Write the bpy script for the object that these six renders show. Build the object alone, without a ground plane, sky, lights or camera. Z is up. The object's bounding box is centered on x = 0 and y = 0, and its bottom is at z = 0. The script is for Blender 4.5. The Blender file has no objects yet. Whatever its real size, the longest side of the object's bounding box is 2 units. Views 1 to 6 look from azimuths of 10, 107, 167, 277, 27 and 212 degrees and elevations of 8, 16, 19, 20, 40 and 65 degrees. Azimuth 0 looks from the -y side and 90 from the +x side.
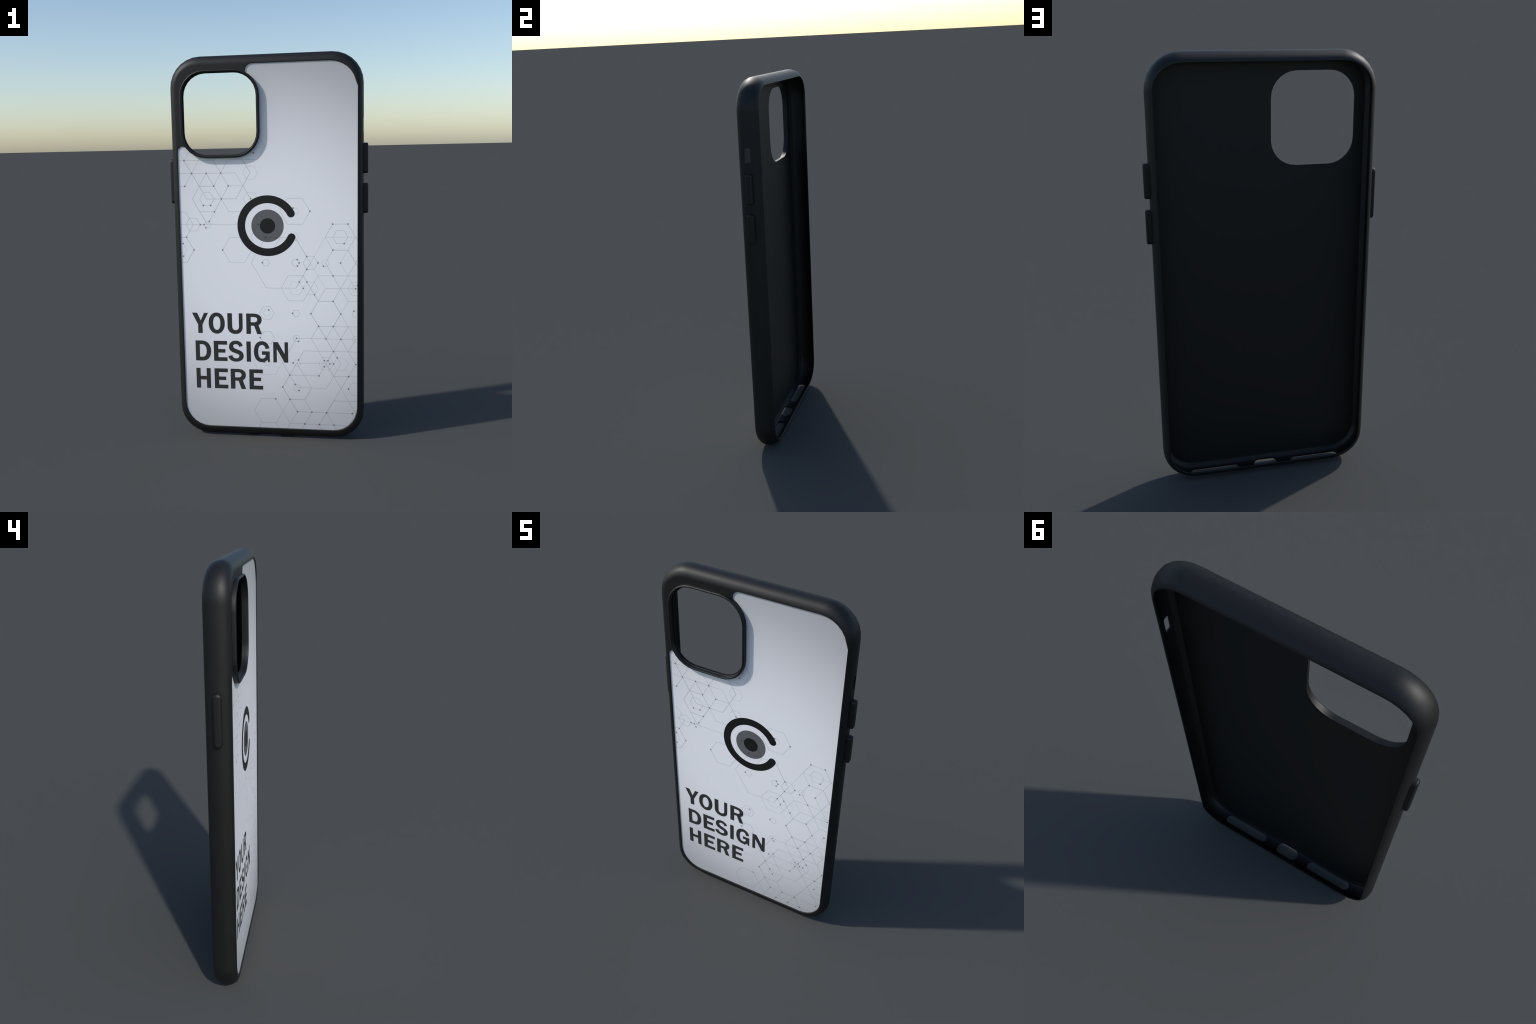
"""Black phone case with a white printed back plate, standing upright on its lower edge.
Metres, z up.  The printed back faces -y, the open inside faces +y."""
import bpy, bmesh, math
from mathutils import Vector

# ------------------------------------------------------------------ sizes
CX = -0.0020                   # centre line of the shell
HALF_X, HALF_Z = 0.4940, 1.0   # outer half width / half height
ARC_X, ARC_Z = 0.1575, 0.1565  # corner arc sizes of the outer outline
CORNER_SEGMENTS = 7
Z_STRETCH = 1.38               # top and bottom walls are thicker than the sides

PLATE_Y = -0.0425              # face of the printed plate
LIP_Y = -0.0482                # front of the frame around the plate
FLOOR_Y = -0.0364              # inside floor of the shell


# ------------------------------------------------------------------ materials
def new_material(name):
    m = bpy.data.materials.new(name)
    m.use_nodes = True
    nt = m.node_tree
    return m, nt, nt.nodes["Principled BSDF"]


def rubber_material():
    m, nt, b = new_material("matt_black_rubber")
    co = nt.nodes.new("ShaderNodeTexCoord")
    n = nt.nodes.new("ShaderNodeTexNoise")
    n.inputs["Scale"].default_value = 9.0
    n.inputs["Detail"].default_value = 3.0
    nt.links.new(co.outputs["Object"], n.inputs["Vector"])
    r = nt.nodes.new("ShaderNodeMapRange")
    r.inputs["To Min"].default_value = RUBBER_ROUGH - 0.012
    r.inputs["To Max"].default_value = RUBBER_ROUGH + 0.012
    nt.links.new(n.outputs["Fac"], r.inputs["Value"])
    nt.links.new(r.outputs["Result"], b.inputs["Roughness"])
    b.inputs["Base Color"].default_value = (*RUBBER_COLOUR, 1)
    b.inputs["Specular IOR Level"].default_value = RUBBER_SPEC
    return m


def print_material(name, colour):
    m, nt, b = new_material(name)
    b.inputs["Base Color"].default_value = (*colour, 1)
    b.inputs["Roughness"].default_value = PRINT_ROUGH
    return m


def disc_distance(nt, cx, cz, sx=1.0, sz=1.0):
    """distance from a point of the plate, in the plate's plane"""
    co = nt.nodes.new("ShaderNodeTexCoord")
    mp = nt.nodes.new("ShaderNodeMapping")
    mp.inputs["Location"].default_value = (-cx * sx, 0, -cz * sz)
    mp.inputs["Scale"].default_value = (sx, 0, sz)
    nt.links.new(co.outputs["Object"], mp.inputs["Vector"])
    ln = nt.nodes.new("ShaderNodeVectorMath")
    ln.operation = "LENGTH"
    nt.links.new(mp.outputs["Vector"], ln.inputs[0])
    return ln.outputs["Value"]


def art_gradient(nt):
    """round background gradient of the artwork: white in the middle, pale grey far out"""
    d = disc_distance(nt, 0.0, 1.0)
    ramp = nt.nodes.new("ShaderNodeValToRGB")
    e = ramp.color_ramp.elements
    stops = PLATE_STOPS
    e[0].position, e[0].color = stops[0][0], (*stops[0][1], 1)
    e[1].position, e[1].color = stops[-1][0], (*stops[-1][1], 1)
    for p, c in stops[1:-1]:
        st = e.new(p)
        st.color = (*c, 1)
    nt.links.new(d, ramp.inputs["Fac"])
    return ramp.outputs["Color"]


def line_material(name, strength, on_disc):
    """thin translucent grey ink: darkens the artwork behind it; nearly black on the logo's grey disc"""
    m, nt, b = new_material(name)
    mul = nt.nodes.new("ShaderNodeMix")
    mul.data_type = "RGBA"
    mul.blend_type = "MULTIPLY"
    mul.inputs["Factor"].default_value = 1.0
    nt.links.new(art_gradient(nt), mul.inputs["A"])
    mul.inputs["B"].default_value = (strength, strength * 1.01, strength * 1.04, 1)
    lt = nt.nodes.new("ShaderNodeMath")
    lt.operation = "LESS_THAN"
    lt.inputs[1].default_value = DISC_R
    nt.links.new(disc_distance(nt, *LOGO), lt.inputs[0])
    mx = nt.nodes.new("ShaderNodeMix")
    mx.data_type = "RGBA"
    nt.links.new(lt.outputs[0], mx.inputs["Factor"])
    nt.links.new(mul.outputs["Result"], mx.inputs["A"])
    mx.inputs["B"].default_value = (on_disc, on_disc, on_disc, 1)
    nt.links.new(mx.outputs["Result"], b.inputs["Base Color"])
    b.inputs["Roughness"].default_value = PRINT_ROUGH
    return m


def plate_material():
    m, nt, b = new_material("white_print")
    nt.links.new(art_gradient(nt), b.inputs["Base Color"])
    b.inputs["Roughness"].default_value = PRINT_ROUGH
    return m


RUBBER_COLOUR = (0.0046, 0.0046, 0.0044)
RUBBER_ROUGH = 0.53
PRINT_ROUGH = 0.35
RUBBER_SPEC = 0.44
LOGO = (0.0025, 1.1350)
DISC_R = 0.0842
# radius from the middle of the artwork -> white level
PLATE_STOPS = [(r, (v * .99, v * .99, v * 1.02)) for r, v in ((0.0, .978), (.25, .975), (.40, .955), (.51, .905), (.62, .83), (.73, .738),
                                           (.81, .667), (.92, .560), (1.0, .50))]

RUBBER = rubber_material()
PLATE = plate_material()
INK = print_material("dark_grey_ink", (0.035, 0.035, 0.035))
BLACK_INK = print_material("black_ink", (0.010, 0.010, 0.010))
GREY_INK = print_material("mid_grey_ink", (0.132, 0.134, 0.138))
LINES = [line_material("line_ink", 0.53, 0.07), line_material("pale_line_ink", 0.65, 0.08),
         line_material("faint_line_ink", 0.76, 0.09), line_material("node_ink", 0.28, 0.05)]


# ------------------------------------------------------------------ helpers
def link(ob, parent=None):
    bpy.context.scene.collection.objects.link(ob)
    if parent is not None:
        ob.parent = parent
    return ob


def mesh_object(name, bm, mats, parent):
    me = bpy.data.meshes.new(name)
    bmesh.ops.recalc_face_normals(bm, faces=bm.faces)
    bm.to_mesh(me)
    bm.free()
    for m in mats if isinstance(mats, (list, tuple)) else [mats]:
        me.materials.append(m)
    return link(bpy.data.objects.new(name, me), parent)


def rounded_rect(x0, x1, z0, z1, ax, az, seg=CORNER_SEGMENTS):
    """outline with elliptic corners, anticlockwise seen from -y, starting lower right"""
    pts = []
    for (cx, cz, a0) in ((x1 - ax, z0 + az, -90), (x1 - ax, z1 - az, 0),
                         (x0 + ax, z1 - az, 90), (x0 + ax, z0 + az, 180)):
        for k in range(seg + 1):
            a = math.radians(a0 + 90 * k / seg)
            pts.append((cx + ax * math.cos(a), cz + az * math.sin(a)))
    return pts


def loft(bm, loops, closed_caps=True):
    rings = [[bm.verts.new((x, y, z)) for x, z in pts] for pts, y in loops]
    n = len(rings[0])
    for a, b in zip(rings, rings[1:]):
        for i in range(n):
            bm.faces.new((a[i], a[(i + 1) % n], b[(i + 1) % n], b[i]))
    if closed_caps:
        bm.faces.new(rings[0])
        bm.faces.new(list(reversed(rings[-1])))
    return rings


def smooth(ob, angle=40, weighted=True):
    me = ob.data
    for p in me.polygons:
        p.use_smooth = True
    me.set_sharp_from_angle(angle=math.radians(angle))
    if weighted:
        mod = ob.modifiers.new("weighted", "WEIGHTED_NORMAL")
        mod.keep_sharp = True
        mod.weight = 60
        apply_modifiers(ob)


def apply_modifiers(ob):
    dg = bpy.context.evaluated_depsgraph_get()
    me = bpy.data.meshes.new_from_object(ob.evaluated_get(dg), preserve_all_data_layers=True, depsgraph=dg)
    old = ob.data
    ob.modifiers.clear()
    ob.data = me
    name = old.name
    bpy.data.meshes.remove(old)
    me.name = name


def prism(pts, y0, y1):
    bm = bmesh.new()
    loft(bm, [(pts, y0), (pts, y1)])
    return mesh_object("cutter", bm, RUBBER, None)


def cut(ob, cutters):
    for c in cutters:
        mod = ob.modifiers.new("cut", "BOOLEAN")
        mod.operation = "DIFFERENCE"
        mod.solver = "EXACT"
        mod.object = c
    apply_modifiers(ob)
    for c in cutters:
        me = c.data
        bpy.data.objects.remove(c)
        bpy.data.meshes.remove(me)


def filled_shape(name, outlines, y_front, y_back, mat, parent):
    """flat printed shape from closed (x, z) outlines; inner outlines are holes"""
    cu = bpy.data.curves.new(name, "CURVE")
    cu.dimensions = "2D"
    cu.fill_mode = "BOTH"
    cu.extrude = abs(y_back - y_front) / 2
    for pts in outlines:
        sp = cu.splines.new("POLY")
        sp.points.add(len(pts) - 1)
        for p, (x, z) in zip(sp.points, pts):
            p.co = (x, z, 0, 1)
        sp.use_cyclic_u = True
    tmp = link(bpy.data.objects.new("outline", cu))
    dg = bpy.context.evaluated_depsgraph_get()
    me = bpy.data.meshes.new_from_object(tmp.evaluated_get(dg))
    bpy.data.objects.remove(tmp)
    bpy.data.curves.remove(cu)
    ym = (y_front + y_back) / 2
    for v in me.vertices:                       # xy drawing plane -> xz plane facing -y
        v.co = Vector((v.co.x, ym - v.co.z, v.co.y))
    me.name = name
    me.materials.clear()
    me.materials.append(mat)
    for p in me.polygons:
        p.use_smooth = False
    return link(bpy.data.objects.new(name, me), parent)


# ------------------------------------------------------------------ the case
case = link(bpy.data.objects.new("phone_case", None))
case["label"] = "black phone case with white printed hexagon pattern back"
case["category"] = "phone case"


def shell_loop(d):
    dx, dz = d, d * Z_STRETCH
    return rounded_rect(CX - HALF_X + dx, CX + HALF_X - dx, dz, 2 * HALF_Z - dz, ARC_X - dx, ARC_Z - dz)


# wall profile: inset from the outermost outline, and y; from the front frame over the
# rounded outside to the rear rim, then down the hollow inside to the floor
CREST_Y = 0.003


def quarter(d_end, y_end, power, n, sweep=90):
    """rounded quarter from the crest of the wall towards (d_end, y_end)"""
    out = []
    for k in range(n + 1):
        a = math.radians(sweep * k / n)
        out.append((d_end * (1 - math.cos(a) ** (2 / power)), CREST_Y + (y_end - CREST_Y) * math.sin(a) ** (2 / power)))
    return out


FRONT_ROUND = quarter(0.0345, LIP_Y, 2.0, 9)
REAR_ROUND = quarter(0.0370, 0.0676, 2.0, 9, 76)
INSIDE = [(0.0294, 0.0656), (0.0306, 0.0640), (0.0304, 0.0600), (0.0275, 0.0555), (0.0215, 0.0500), (0.0155, 0.0420),
          (0.0105, 0.0320), (0.0075, 0.0210), (0.0062, 0.0100), (0.0060, 0.0000), (0.0066, -0.0090), (0.0078, -0.0170),
          (0.0098, -0.0235), (0.0140, -0.0272), (0.0205, -0.0318), (0.0272, FLOOR_Y)]
PROFILE = FRONT_ROUND[::-1] + REAR_ROUND[1:] + INSIDE
bm = bmesh.new()
loft(bm, [(shell_loop(d), y) for d, y in PROFILE])
body = mesh_object("case_shell", bm, RUBBER, case)

# camera window
RING = (-0.4385, -0.0280, 1.4860, 1.9270)      # outer outline of the camera ring
RING_ARC = 0.131


def ring_loop(o):
    x0, x1, z0, z1 = RING
    return rounded_rect(x0 + o, x1 - o, z0 + o, z1 - o, RING_ARC - o, RING_ARC - o)


# opening of the frame around the plate; it runs round the camera corner with two small radii
def plate_opening():
    pts = []
    x0, x1, z0, z1 = -0.4592, 0.4578, 0.0518, 1.9525

    def arc(cx, cz, rx, rz, a0, a1, n):
        for k in range(n + 1):
            a = math.radians(a0 + (a1 - a0) * k / n)
            pts.append((cx + rx * math.cos(a), cz + rz * math.sin(a)))
    arc(x0 + .130, z0 + .130, .130, .130, 180, 270, 7)
    arc(x1 - .126, z0 + .130, .126, .130, 270, 360, 7)
    pts.append((0.4640, 1.8240))                        # the frame is thinner up here
    for a in (25.7, 38.6, 51.4, 64.3, 77.1, 90.0):
        pts.append((0.3245 + .1330 * math.cos(math.radians(a)), 1.8240 + .1285 * math.sin(math.radians(a))))
    arc(-0.0985 + .034, z1 - .034, .034, .034, 90, 180, 6)
    pts.append((-0.0985, 1.8950))                       # hidden under the camera ring
    pts.append((-0.0360, 1.8000))
    pts.append((-0.0360, 1.6200))
    pts.append((-0.0700, 1.5300))
    pts.append((-0.1600, 1.4940))
    pts.append((-0.3000, 1.4940))
    pts.append((-0.3900, 1.5250))
    pts.append((-0.4110, 1.5370))
    arc(x0 + .0255, 1.5480 - .0255, .0255, .0255, 62, 180, 7)
    return pts


# the notch edge next to the ring leans down into the ring's lower left corner
opening = plate_opening()


def grown(pts, d):
    """outline moved outward by d"""
    out, n = [], len(pts)
    for k in range(n):
        p, q, r = Vector(pts[k - 1]), Vector(pts[k]), Vector(pts[(k + 1) % n])
        e, f = (q - p).normalized(), (r - q).normalized()
        m = Vector((e.y, -e.x)) + Vector((f.y, -f.x))
        m *= d / max(0.35, m.length_squared / 2)
        out.append((q.x + m.x, q.y + m.y))
    return out


bm = bmesh.new()
loft(bm, [(grown(opening, .0032), -0.08), (grown(opening, .0032), -0.0490), (grown(opening, .0024), -0.0478),
          (grown(opening, .0006), -0.0465), (opening, -0.0450), (opening, -0.0400)])
cutters = [mesh_object("cutter", bm, RUBBER, None),
           prism(ring_loop(0.006), -0.09, -0.0402),
           prism(rounded_rect(-0.4202, -0.0458, 1.5017, 1.9108, 0.114, 0.114), -0.10, 0.02)]


def slot_prism(x0, x1, y0, y1, r):
    """vertical cutter through the bottom wall"""
    bm = bmesh.new()
    pts = rounded_rect(x0, x1, y0, y1, r, r, 5)
    rings = [[bm.verts.new((x, y, z)) for x, y in pts] for z in (-0.03, 0.030)]
    n = len(pts)
    for i in range(n):
        bm.faces.new((rings[0][i], rings[0][(i + 1) % n], rings[1][(i + 1) % n], rings[1][i]))
    bm.faces.new(rings[0])
    bm.faces.new(list(reversed(rings[1])))
    return mesh_object("cutter", bm, RUBBER, None)


def side_prism(y0, y1, z0, z1, r, xa, xb):
    bm = bmesh.new()
    pts = rounded_rect(y0, y1, z0, z1, r, r, 5)
    rings = [[bm.verts.new((x, y, z)) for y, z in pts] for x in (xa, xb)]
    n = len(pts)
    for i in range(n):
        bm.faces.new((rings[0][i], rings[0][(i + 1) % n], rings[1][(i + 1) % n], rings[1][i]))
    bm.faces.new(rings[0])
    bm.faces.new(list(reversed(rings[1])))
    return mesh_object("cutter", bm, RUBBER, None)


cutters += [slot_prism(0.1205, 0.3640, -0.0165, 0.0290, 0.0222),
            slot_prism(-0.0675, 0.050, -0.0255, 0.0335, 0.025),
            slot_prism(-0.3770, -0.1335, -0.0165, 0.0290, 0.0222),
            side_prism(-0.0085, 0.0196, 1.6005, 1.6735, 0.0085, 0.47, 0.53)]
cut(body, cutters)
smooth(body, 31)

# camera ring: raised rim round the window, with a step inside
bm = bmesh.new()
ring_profile = [(0.0, -0.0396), (0.0, -0.0585), (0.0006, -0.0612), (0.0022, -0.0636), (0.0044, -0.0650),
                (0.0066, -0.0655), (0.0086, -0.0650), (0.0100, -0.0636), (0.0105, -0.0615), (0.0105, -0.0470),
                (0.0125, -0.0455), (0.0125, -0.0396)]
rings = [[bm.verts.new((x, y, z)) for x, z in ring_loop(o)] for o, y in ring_profile]
n = len(rings[0])
for a, b in zip(rings, rings[1:] + rings[:1]):
    for i in range(n):
        bm.faces.new((a[i], a[(i + 1) % n], b[(i + 1) % n], b[i]))
ring = mesh_object("camera_ring", bm, RUBBER, case)
smooth(ring, 42)


# side buttons
def button(name, sign, z0, z1, y0, y1, x_root, x_face, bevel, r, spread=1.0):
    bm = bmesh.new()
    steps = [(0.0, x_root), (0.0, x_face - bevel)]
    for k in range(1, 8):
        a = math.radians(90 * k / 7)
        steps.append((spread * bevel * (1 - math.cos(a)), x_face - bevel + bevel * math.sin(a)))
    rings = []
    for o, x in steps:
        pts = rounded_rect(y0 + o, y1 - o, z0 + o, z1 - o, r - o, r - o, 6)
        rings.append([bm.verts.new((sign * x, y, z)) for y, z in pts])
    n = len(rings[0])
    for a, b in zip(rings, rings[1:]):
        for i in range(n):
            bm.faces.new((a[i], a[(i + 1) % n], b[(i + 1) % n], b[i]))
    bm.faces.new(rings[0])
    bm.faces.new(list(reversed(rings[-1])))
    ob = mesh_object(name, bm, RUBBER, case)
    smooth(ob, 50)
    return ob


button("volume_button", 1, 1.3955, 1.5480, -0.0090, 0.0262, 0.4875, 0.5137, 0.0080, 0.0130)
button("volume_button", 1, 1.1940, 1.3470, -0.0090, 0.0262, 0.4875, 0.5137, 0.0080, 0.0130)
button("power_button", -1, 1.2500, 1.4840, -0.0090, 0.0275, 0.4925, 0.5137, 0.0090, 0.0180, 1.4)

# printed plate, its edges tucked under the frame, with a hole round the camera ring
bm = bmesh.new()
loft(bm, [(rounded_rect(-0.4640, 0.4665, 0.0465, 1.9580, 0.132, 0.132), y) for y in (PLATE_Y, -0.0394)])
plate = mesh_object("printed_plate", bm, PLATE, case)
cut(plate, [prism(ring_loop(0.006), -0.06, -0.02)])


# ------------------------------------------------------------------ printed lettering
def path(start, *segs):
    """straight segments are (x, z); curved ones are cubic (x1, z1, x2, z2, x, z)"""
    pts = [start]
    for s in segs:
        if len(s) == 2:
            pts.append(s)
        else:
            p0 = pts[-1]
            for k in range(1, 13):
                t = k / 12
                u = 1 - t
                pts.append(tuple(u ** 3 * p0[i] + 3 * u * u * t * s[i] + 3 * u * t * t * s[2 + i] + t ** 3 * s[4 + i]
                                 for i in (0, 1)))
    return pts


def oval(cx, cz, rx, rz, n=56, p=2.0):
    out = []
    for k in range(n):
        a = 2 * math.pi * k / n
        c, s = math.cos(a), math.sin(a)
        out.append((cx + rx * math.copysign(abs(c) ** (2 / p), c), cz + rz * math.copysign(abs(s) ** (2 / p), s)))
    return out


H = 0.1100     # cap height
GLYPHS = {
    "Y": [path((0, H), (.0276, H), (.0466, .0688), (.0651, H), (.0870, H), (.0552, .0467), (.0552, 0),
               (.0312, 0), (.0312, .0467))],
    "O": [oval(.0436, .0553, .0436, .0573, p=2.12), oval(.0438, .0553, .0198, .0366, p=2.15)],
    "U": [path((0, H), (.0247, H), (.0254, .0375), (.0256, .0262, .0320, .0192, .0425, .0192),
               (.0540, .0192, .0612, .0262, .0613, .0375), (.0614, H), (.0815, H), (.0811, .0375),
               (.0810, .0135, .0660, -.0018, .0415, -.0018), (.0165, -.0018, .0004, .0135, .0002, .0375))],
    "R": [path((0, 0), (0, H), (.0388, H), (.0660, H, .0823, .0985, .0823, .0772),
               (.0823, .0640, .0760, .0540, .0648, .0480), (.0823, 0), (.0572, 0), (.0418, .0447), (.0244, .0447),
               (.0241, 0)),
          path((.0238, .0632), (.0415, .0632), (.0520, .0632, .0588, .0690, .0588, .0775),
               (.0588, .0860, .0520, .0915, .0415, .0915), (.0238, .0915))],
    "D": [path((0, 0), (0, H), (.0340, H), (.0655, H, .0840, .0890, .0840, .0545), (.0840, .0215, .0660, 0, .0390, 0)),
          path((.0228, .0210), (.0365, .0210), (.0515, .0210, .0596, .0330, .0596, .0545),
               (.0596, .0775, .0505, .0898, .0345, .0898), (.0228, .0898))],
    "E": [path((0, 0), (0, H), (.0730, H), (.0730, .0897), (.0242, .0897), (.0242, .0655), (.0627, .0655),
               (.0627, .0460), (.0242, .0460), (.0242, .0207), (.0732, .0207), (.0732, 0))],
    "S": [path((.0789, .0857), (.0750, .1030, .0620, .1130, .0430, .1130), (.0200, .1130, .0047, .1000, .0047, .0783),
               (.0047, .0600, .0160, .0520, .0360, .0455), (.0500, .0410, .0591, .0390, .0591, .0310),
               (.0591, .0210, .0520, .0164, .0416, .0164), (.0310, .0164, .0245, .0225, .0219, .0338), (0, .0279),
               (.0040, .0090, .0180, -.0015, .0412, -.0015), (.0660, -.0015, .0829, .0110, .0829, .0316),
               (.0829, .0500, .0710, .0585, .0520, .0645), (.0360, .0695, .0278, .0735, .0278, .0835),
               (.0278, .0905, .0330, .0939, .0420, .0939), (.0520, .0939, .0580, .0890, .0602, .0790))],
    "I": [path((0, 0), (0, H), (.0231, H), (.0231, 0))],
    "G": [path((.0832, .0750), (.0790, .1000, .0640, .1130, .0442, .1130), (.0170, .1130, 0, .0910, 0, .0550),
               (0, .0200, .0160, -.0012, .0434, -.0012), (.0560, -.0012, .0650, .0040, .0713, .0130), (.0747, 0),
               (.0842, 0), (.0845, .0585), (.0425, .0588), (.0427, .0397), (.0626, .0397),
               (.0626, .0265, .0550, .0185, .0438, .0185), (.0300, .0185, .0231, .0330, .0231, .0555),
               (.0231, .0790, .0300, .0927, .0438, .0927), (.0540, .0927, .0600, .0850, .0623, .0714))],
    "N": [path((0, 0), (0, H), (.0244, H), (.0600, .0465), (.0600, H), (.0783, H), (.0783, 0), (.0585, 0),
               (.0182, .0733), (.0182, 0))],
    "H": [path((0, 0), (0, H), (.0230, H), (.0230, .0663), (.0562, .0663), (.0562, H), (.0785, H), (.0787, 0),
               (.0560, 0), (.0560, .0460), (.0234, .0460), (.0234, 0))],
}
WORDS = [("YOUR", 0.5633, (-0.4118, -0.3228, -0.2209, -0.1200)),
         ("DESIGN", 0.4123, (-0.3978, -0.2988, -0.2209, -0.1220, -0.0826, 0.0210)),
         ("HERE", 0.2612, (-0.3980, -0.2986, -0.2108, -0.1098))]
for word, base, xs in WORDS:
    for ch, x in zip(word, xs):
        filled_shape("letter", [[(x + px, base + pz) for px, pz in o] for o in GLYPHS[ch]],
                     PLATE_Y - 0.00028, PLATE_Y + 0.0010, INK, plate)

# logo: open ring with round ends, grey disc, dark dot
lx, lz = LOGO
R_MID, R_HALF = 0.1370, 0.0200
A0, A1 = 27.3, 360 - 25.5
outline = []
for k in range(73):
    a = math.radians(A0 + (A1 - A0) * k / 72)
    outline.append((lx + (R_MID + R_HALF) * math.cos(a), lz + (R_MID + R_HALF) * math.sin(a)))
for k in range(1, 12):
    a = math.radians(A1 + 180 * k / 12)
    e = math.radians(A1)
    outline.append((lx + R_MID * math.cos(e) + R_HALF * math.cos(a), lz + R_MID * math.sin(e) + R_HALF * math.sin(a)))
for k in range(73):
    a = math.radians(A1 + (A0 - A1) * k / 72)
    outline.append((lx + (R_MID - R_HALF) * math.cos(a), lz + (R_MID - R_HALF) * math.sin(a)))
for k in range(1, 12):
    a = math.radians(A0 + 180 + 180 * k / 12)
    e = math.radians(A0)
    outline.append((lx + R_MID * math.cos(e) + R_HALF * math.cos(a), lz + R_MID * math.sin(e) + R_HALF * math.sin(a)))
filled_shape("logo_ring", [outline], PLATE_Y - 0.00028, PLATE_Y + 0.0010, BLACK_INK, plate)
filled_shape("logo_disc", [oval(lx, lz, DISC_R, DISC_R, 80)], PLATE_Y - 0.00006, PLATE_Y + 0.0010, GREY_INK, plate)
filled_shape("logo_dot", [oval(lx, lz, 0.0397, 0.0397, 64)], PLATE_Y - 0.00028, PLATE_Y + 0.0010, BLACK_INK, plate)

# ------------------------------------------------------------------ hexagon line pattern
# drawn on a triangular lattice: i counts half cells sideways, j counts rows downward from ROW0
HALF_CELL, ROW, ROW0 = 0.03838, 0.06644, 1.1427
LEFT_X, RIGHT_X = -0.2359, 0.3365
bm_pat = bmesh.new()
LINE_W = 0.0021
FRONT = PLATE_Y - 0.00016
X_MIN, X_MAX, Z_MIN = -0.4615, 0.4640, 0.0490


def inside_ring(x, z):
    x0, x1, z0, z1 = (RING[0] + .008, RING[1] - .008, RING[2] + .008, RING[3])
    if not (x0 < x < x1 and z0 < z < z1):
        return False
    r = RING_ARC - .008
    cx = min(max(x, x0 + r), x1 - r)
    cz = min(max(z, z0 + r), z1 - r)
    return (x - cx) ** 2 + (z - cz) ** 2 < r * r


def on_plate(x, z):
    if not (X_MIN < x < X_MAX and z > Z_MIN) or inside_ring(x, z):
        return False
    dx, dz = max(abs(x) - 0.33, 0), max(0.18 - z, 0)        # lower corners
    return not (dx > 0 and dz > 0 and math.hypot(dx, dz) > 0.1315)


def add_bar(p, q, tone):
    # keep the part of the bar that lies on the plate
    n = 60
    ok = [on_plate(p[0] + (q[0] - p[0]) * k / n, p[1] + (q[1] - p[1]) * k / n) for k in range(n + 1)]
    if not any(ok):
        return
    k0 = ok.index(True)
    k1 = n - ok[::-1].index(True)
    if k1 <= k0:
        return
    a = Vector((p[0] + (q[0] - p[0]) * k0 / n, p[1] + (q[1] - p[1]) * k0 / n))
    b = Vector((p[0] + (q[0] - p[0]) * k1 / n, p[1] + (q[1] - p[1]) * k1 / n))
    d = (b - a).normalized()
    s = Vector((-d.y, d.x)) * LINE_W / 2
    y = FRONT + tone * 0.00002 + (0.000012 if abs(d.y) < .1 else 0.000006 if d.x * d.y > 0 else 0)
    vs = [(bm_pat.verts.new((c.x, y, c.y)), bm_pat.verts.new((c.x, PLATE_Y + 0.0005, c.y)))
          for c in (a - s, b - s, b + s, a + s)]
    f = [bm_pat.faces.new([v[0] for v in vs]), bm_pat.faces.new([v[1] for v in reversed(vs)])]
    for k in range(4):
        f.append(bm_pat.faces.new((vs[k][0], vs[k][1], vs[(k + 1) % 4][1], vs[(k + 1) % 4][0])))
    for x in f:
        x.material_index = tone


def add_dot(x, z, r=0.0045):
    if not on_plate(x, z):
        return
    n = 14
    y = FRONT - 0.00004
    ring = [(x + r * math.cos(2 * math.pi * k / n), z + r * math.sin(2 * math.pi * k / n)) for k in range(n)]
    vs = [(bm_pat.verts.new((a, y, b)), bm_pat.verts.new((a, PLATE_Y + 0.0005, b))) for a, b in ring]
    f = [bm_pat.faces.new([v[0] for v in vs]), bm_pat.faces.new([v[1] for v in reversed(vs)])]
    for k in range(n):
        f.append(bm_pat.faces.new((vs[k][0], vs[k][1], vs[(k + 1) % n][1], vs[(k + 1) % n][0])))
    for q in f:
        q.material_index = 3


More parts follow.
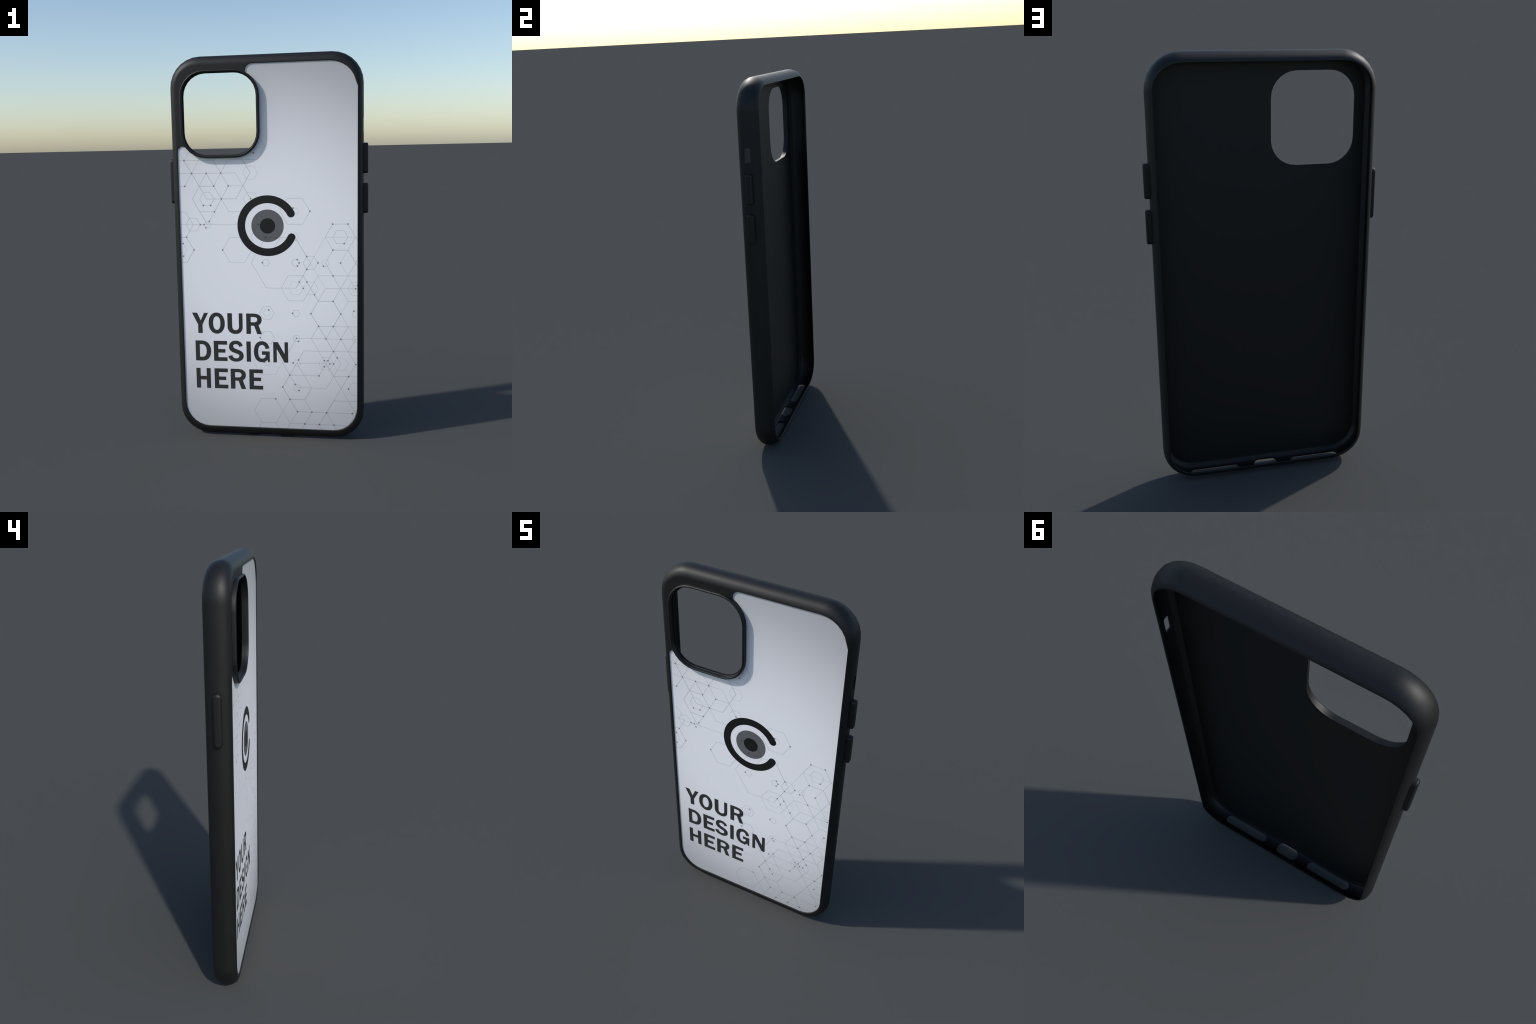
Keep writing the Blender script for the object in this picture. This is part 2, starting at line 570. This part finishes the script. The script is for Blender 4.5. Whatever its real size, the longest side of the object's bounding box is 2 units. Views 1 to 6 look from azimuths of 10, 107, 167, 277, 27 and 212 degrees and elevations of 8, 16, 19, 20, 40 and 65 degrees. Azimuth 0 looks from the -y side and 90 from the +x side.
class Lattice:
    def __init__(self, x0):
        self.x0 = x0
        self.steps = {}

    def at(self, i, j):
        return (self.x0 + HALF_CELL * i, ROW0 - ROW * j)

    def run(self, tone, *nodes):
        """note the quarter steps between the nodes; where lines coincide the darker one stays"""
        for a, b in zip(nodes, nodes[1:]):
            di, dj = b[0] - a[0], b[1] - a[1]
            n = round(abs(di if dj == 0 else dj) * 4)
            kind = 0 if dj == 0 else 1 if di * dj > 0 else 2
            for k in range(n):
                t = (k + .5) / n
                i, j = a[0] + di * t, a[1] + dj * t
                carrier = (kind, round(4 * (j if kind == 0 else i - j if kind == 1 else i + j)))
                pos = round((i if kind == 0 else j) * 4 - .5)
                old = self.steps.setdefault(carrier, {})
                old[pos] = min(tone, old.get(pos, 9))

    def draw(self):
        """one bar for every unbroken stretch of equal tone"""
        for (kind, c), cells in sorted(self.steps.items()):
            for pos in sorted(cells):
                if cells.get(pos - 1) == cells[pos]:
                    continue
                end = pos
                while cells.get(end + 1) == cells[pos]:
                    end += 1
                ends = []
                for v in (pos, end + 1):
                    if kind == 0:
                        ends.append((v / 4, c / 4))
                    else:
                        ends.append((c / 4 + v / 4 if kind == 1 else c / 4 - v / 4, v / 4))
                add_bar(self.at(*ends[0]), self.at(*ends[1]), cells[pos])

    def hexagon(self, tone, i, j, side):
        s = side
        v = [(i + 2 * s, j), (i + s, j - s), (i - s, j - s), (i - 2 * s, j), (i - s, j + s), (i + s, j + s)]
        self.run(tone, *v, v[0])

    def dots(self, *nodes):
        for nd in nodes:
            add_dot(*self.at(*nd))


L = Lattice(LEFT_X)
L.run(1, (-7, -5), (-1, -5), (0, -4), (1, -3), (0, -2))
L.run(1, (1, -5), (0, -4), (-1, -3))
L.run(1, (1, -5), (3, -5))
L.hexagon(1, 4, -6, 1)
L.hexagon(2, 4, -6, .5)
L.run(0, (2, -6), (3, -5), (4, -4), (3, -3), (4, -2))
L.run(0, (3, -3), (2, -2), (0, -2), (-2, -2))
L.run(1, (1, -3), (3, -3))
L.run(1, (2, -4), (3, -3))
L.run(1, (-7, -4), (2, -4))
L.hexagon(2, 4, -4, .5)
L.hexagon(2, 4, -2, .5)
L.run(1, (-6, -6), (-5, -5))
L.run(2, (-4, -6), (-5, -5))
L.run(0, (-5, -5), (-4, -4), (-3, -3), (-2, -2))
L.run(1, (-2, -6), (-4, -4), (-5, -3), (-7, -3))
L.run(1, (-2, -4), (-3, -3))
L.run(0, (-3, -3), (-4, -2), (-2, 0))
L.run(0, (-2, -4), (-1, -3), (0, -2))
L.run(1, (0, -2), (1, -1), (3, -1), (2, 0), (-7, 0))
L.run(0, (-3, -3), (-1, -3))
L.hexagon(1, -2, -2, .5)
L.run(0, (0, -2), (-1, -1))
L.run(1, (-1, -1), (-2, 0))
L.run(0, (-3, -1), (-1, -1))
L.hexagon(2, -2, 0, .25)
L.hexagon(1, -4, 0, .5)
L.run(1, (-7, -1), (-5, -1), (-4, 0), (-5, 1))
L.run(0, (-7, 1), (-5, 1), (-4, 2), (-5, 3), (-7, 3))
L.hexagon(2, -6, 2, .5)
L.hexagon(1, 2, 2, 1)
L.dots((-5, -5), (-4, -4), (-2, -4), (0, -4), (-5, -3), (-1, -3), (1, -3), (0, -2), (-2.5, -1.5), (-1.5, -1.5),
       (4, -2), (4.5, -5.5), (-5.6, -6), (-3, 0), (-2.5, 0), (-2.25, .25), (-1.75, -.25), (-5, 1), (-4, 2),
       (-5.5, 1.5), (-5.5, 2.5), (0, 2), (-1, -1))

R = Lattice(RIGHT_X)
R.hexagon(1, -5, -1, 1)
R.hexagon(2, -5, -1, .25)
R.hexagon(1, -9, 1, 1)
R.run(1, (-9, 1), (-5, 1))
R.run(0, (-5, 1), (-3.5, 2.5))
R.run(1, (-3.5, 2.5), (-3, 3))
R.run(0, (-3, 3), (-5, 5))
R.run(1, (-5, 5), (-9, 5), (-11, 3), (-9, 1))
R.hexagon(2, -5, 1, .25)
R.hexagon(1, -9, 3, .25)
R.hexagon(1, -5, 3, .25)
R.hexagon(1, -3, 3, .5)
R.run(2, (-1, 1), (-3, 3))
R.run(2, (-3, 3), (-1, 5))
R.hexagon(1, 1, 1, 1)
R.run(2, (-1, 1), (5, 1))
R.run(1, (2, 0), (4, 2))
R.hexagon(1, 1, 1, .5)
R.run(0, (0, 2), (2, 2), (4, 4))
R.run(1, (0, 2), (-1, 3))
R.run(0, (-1, 3), (0, 4))
R.run(1, (0, 4), (2, 6), (5, 6))
R.hexagon(2, -1, 3, .25)
R.run(2, (2, 2), (1, 3), (3, 5))
R.run(1, (4, 2), (1, 5), (0, 6))
R.run(1, (-2, 4), (5, 4))
R.run(1, (-2, 4), (-4, 6))
R.hexagon(1, -5, 5, 1)
R.run(0, (-4, 4), (-2, 6))
R.hexagon(2, -5, 5, .5)
R.hexagon(2, -3, 5, .5)
R.run(1, (-1, 5), (3, 5))
R.run(1, (-1, 5), (-2, 6))
R.run(0, (-2, 6), (0, 6), (1, 7), (0, 8), (-2, 8), (-3, 7), (-2, 6))
R.hexagon(2, 3, 5, .5)
R.hexagon(2, 3, 5, .25)
R.run(2, (2, 6), (1, 7), (3, 9))
R.run(1, (-2, 8), (5, 8))
R.run(1, (-2, 8), (-3, 9), (-1, 11))
R.run(0, (-2, 8), (-1, 9), (0, 10))
R.run(1, (0, 8), (-1, 9))
R.run(1, (0, 8), (1, 9), (2, 10))
R.run(1, (2, 8), (1, 9), (0, 10))
R.run(1, (3, 9), (2, 10))
R.run(1, (-5, 9), (5, 9))
R.hexagon(1, -5, 9, .25)
R.run(1, (-5, 9), (-7, 11))
R.hexagon(2, 3, 9, .25)
R.hexagon(2, 3, 7, .25)
R.hexagon(1, -9, 7, .5)
R.hexagon(2, -9, 7, .25)
R.hexagon(1, -5, 7, .25)
R.hexagon(1, -9, 9, .5)
R.hexagon(2, -9, 11, 1)
R.run(1, (-8, 10), (-6, 12), (-5, 13))
R.hexagon(2, -9, 11, .25)
R.run(1, (-4, 10), (5, 10))
R.run(1, (-4, 10), (-6, 12))
R.hexagon(2, -5, 11, .25)
R.run(1, (-5, 11), (-1, 11))
R.run(1, (-5, 11), (-3, 13))
R.run(0, (-3, 13), (-4, 14))
R.run(1, (-6, 12), (-2, 12))
R.run(1, (-2, 12), (0, 10))
R.hexagon(2, -1, 11, .25)
R.hexagon(2, -1, 11, .5)
R.hexagon(2, 1, 11, .5)
R.run(1, (0, 10), (1, 11), (0, 12))
R.run(1, (2, 10), (3, 11), (0, 14))
R.run(0, (0, 14), (-1, 15))
R.run(0, (-1, 11), (0, 12))
R.run(1, (0, 12), (3, 15))
R.run(1, (0, 12), (5, 12))
R.run(1, (0, 12), (-1, 13), (-5, 13))
R.run(0, (-6, 12), (-7, 13), (-6, 14), (-4, 14))
R.run(2, (-6, 14), (-7, 15))
R.run(0, (-6, 14), (-5, 15))
R.run(1, (-4, 14), (-3, 15))
R.run(1, (-5, 15), (5, 15))
R.hexagon(2, -5, 13, .25)
R.hexagon(1, -9, 15, 1)
R.run(1, (-7, 15), (-6, 16))
R.run(1, (-8, 16), (-7, 17))
R.run(1, (-10, 16), (-11, 17))
R.run(1, (-6, 16), (2, 16))
R.run(1, (-5, 15), (-7, 17))
R.run(1, (-3, 15), (-5, 17))
R.run(1, (-1, 15), (-3, 17))
R.run(1, (-2, 16), (-1, 17))
R.run(1, (-1, 15), (1, 17))
R.run(1, (0, 14), (5, 14))
R.hexagon(2, 3, 13, .5)
R.hexagon(2, 3, 15, .25)
R.run(2, (3, 15), (2, 16))
R.dots((-3, -1), (-5.25, -1.25), (-10, 0), (-9, 1), (-3.5, 2.5), (-2, 3), (-3.5, 3.5), (-9.5, 3), (-4.5, 3),
       (-4.75, 2.75), (-4.75, 3.25), (0, 0), (2, 0), (1.5, 1.5), (0, 2), (-1.25, 3.25), (1, 3), (0, 4),
       (-3.5, 4.5), (-2.5, 5.5), (-4.5, 4.5), (-4, 5), (0, 6), (-3, 7), (-2, 8), (0, 8), (1, 7), (3, 5),
       (3.25, 4.75), (2.75, 6.75), (-8.75, 6.75), (-5.5, 7), (-10, 9), (-5, 9), (-4.75, 9.25), (-1, 9), (1, 9),
       (0, 10), (-9.5, 11), (-5.5, 11), (-4.75, 10.75), (-6, 12), (-2, 12), (-1.25, 11.25), (-1.25, 10.75),
       (-.75, 10.75), (-.5, 11), (0, 11), (.5, 10.5), (3, 11), (2, 12), (-5.25, 12.75), (-4.75, 13.25), (-7, 13),
       (-6, 14), (-8, 14), (-5, 15), (-3, 15), (-1, 15), (-4, 16), (-2, 16), (0, 16), (2, 13), (2.5, 15))
L.draw()
R.draw()
pattern = mesh_object("hexagon_line_pattern", bm_pat, LINES, plate)
pattern["kind"] = "stuff"
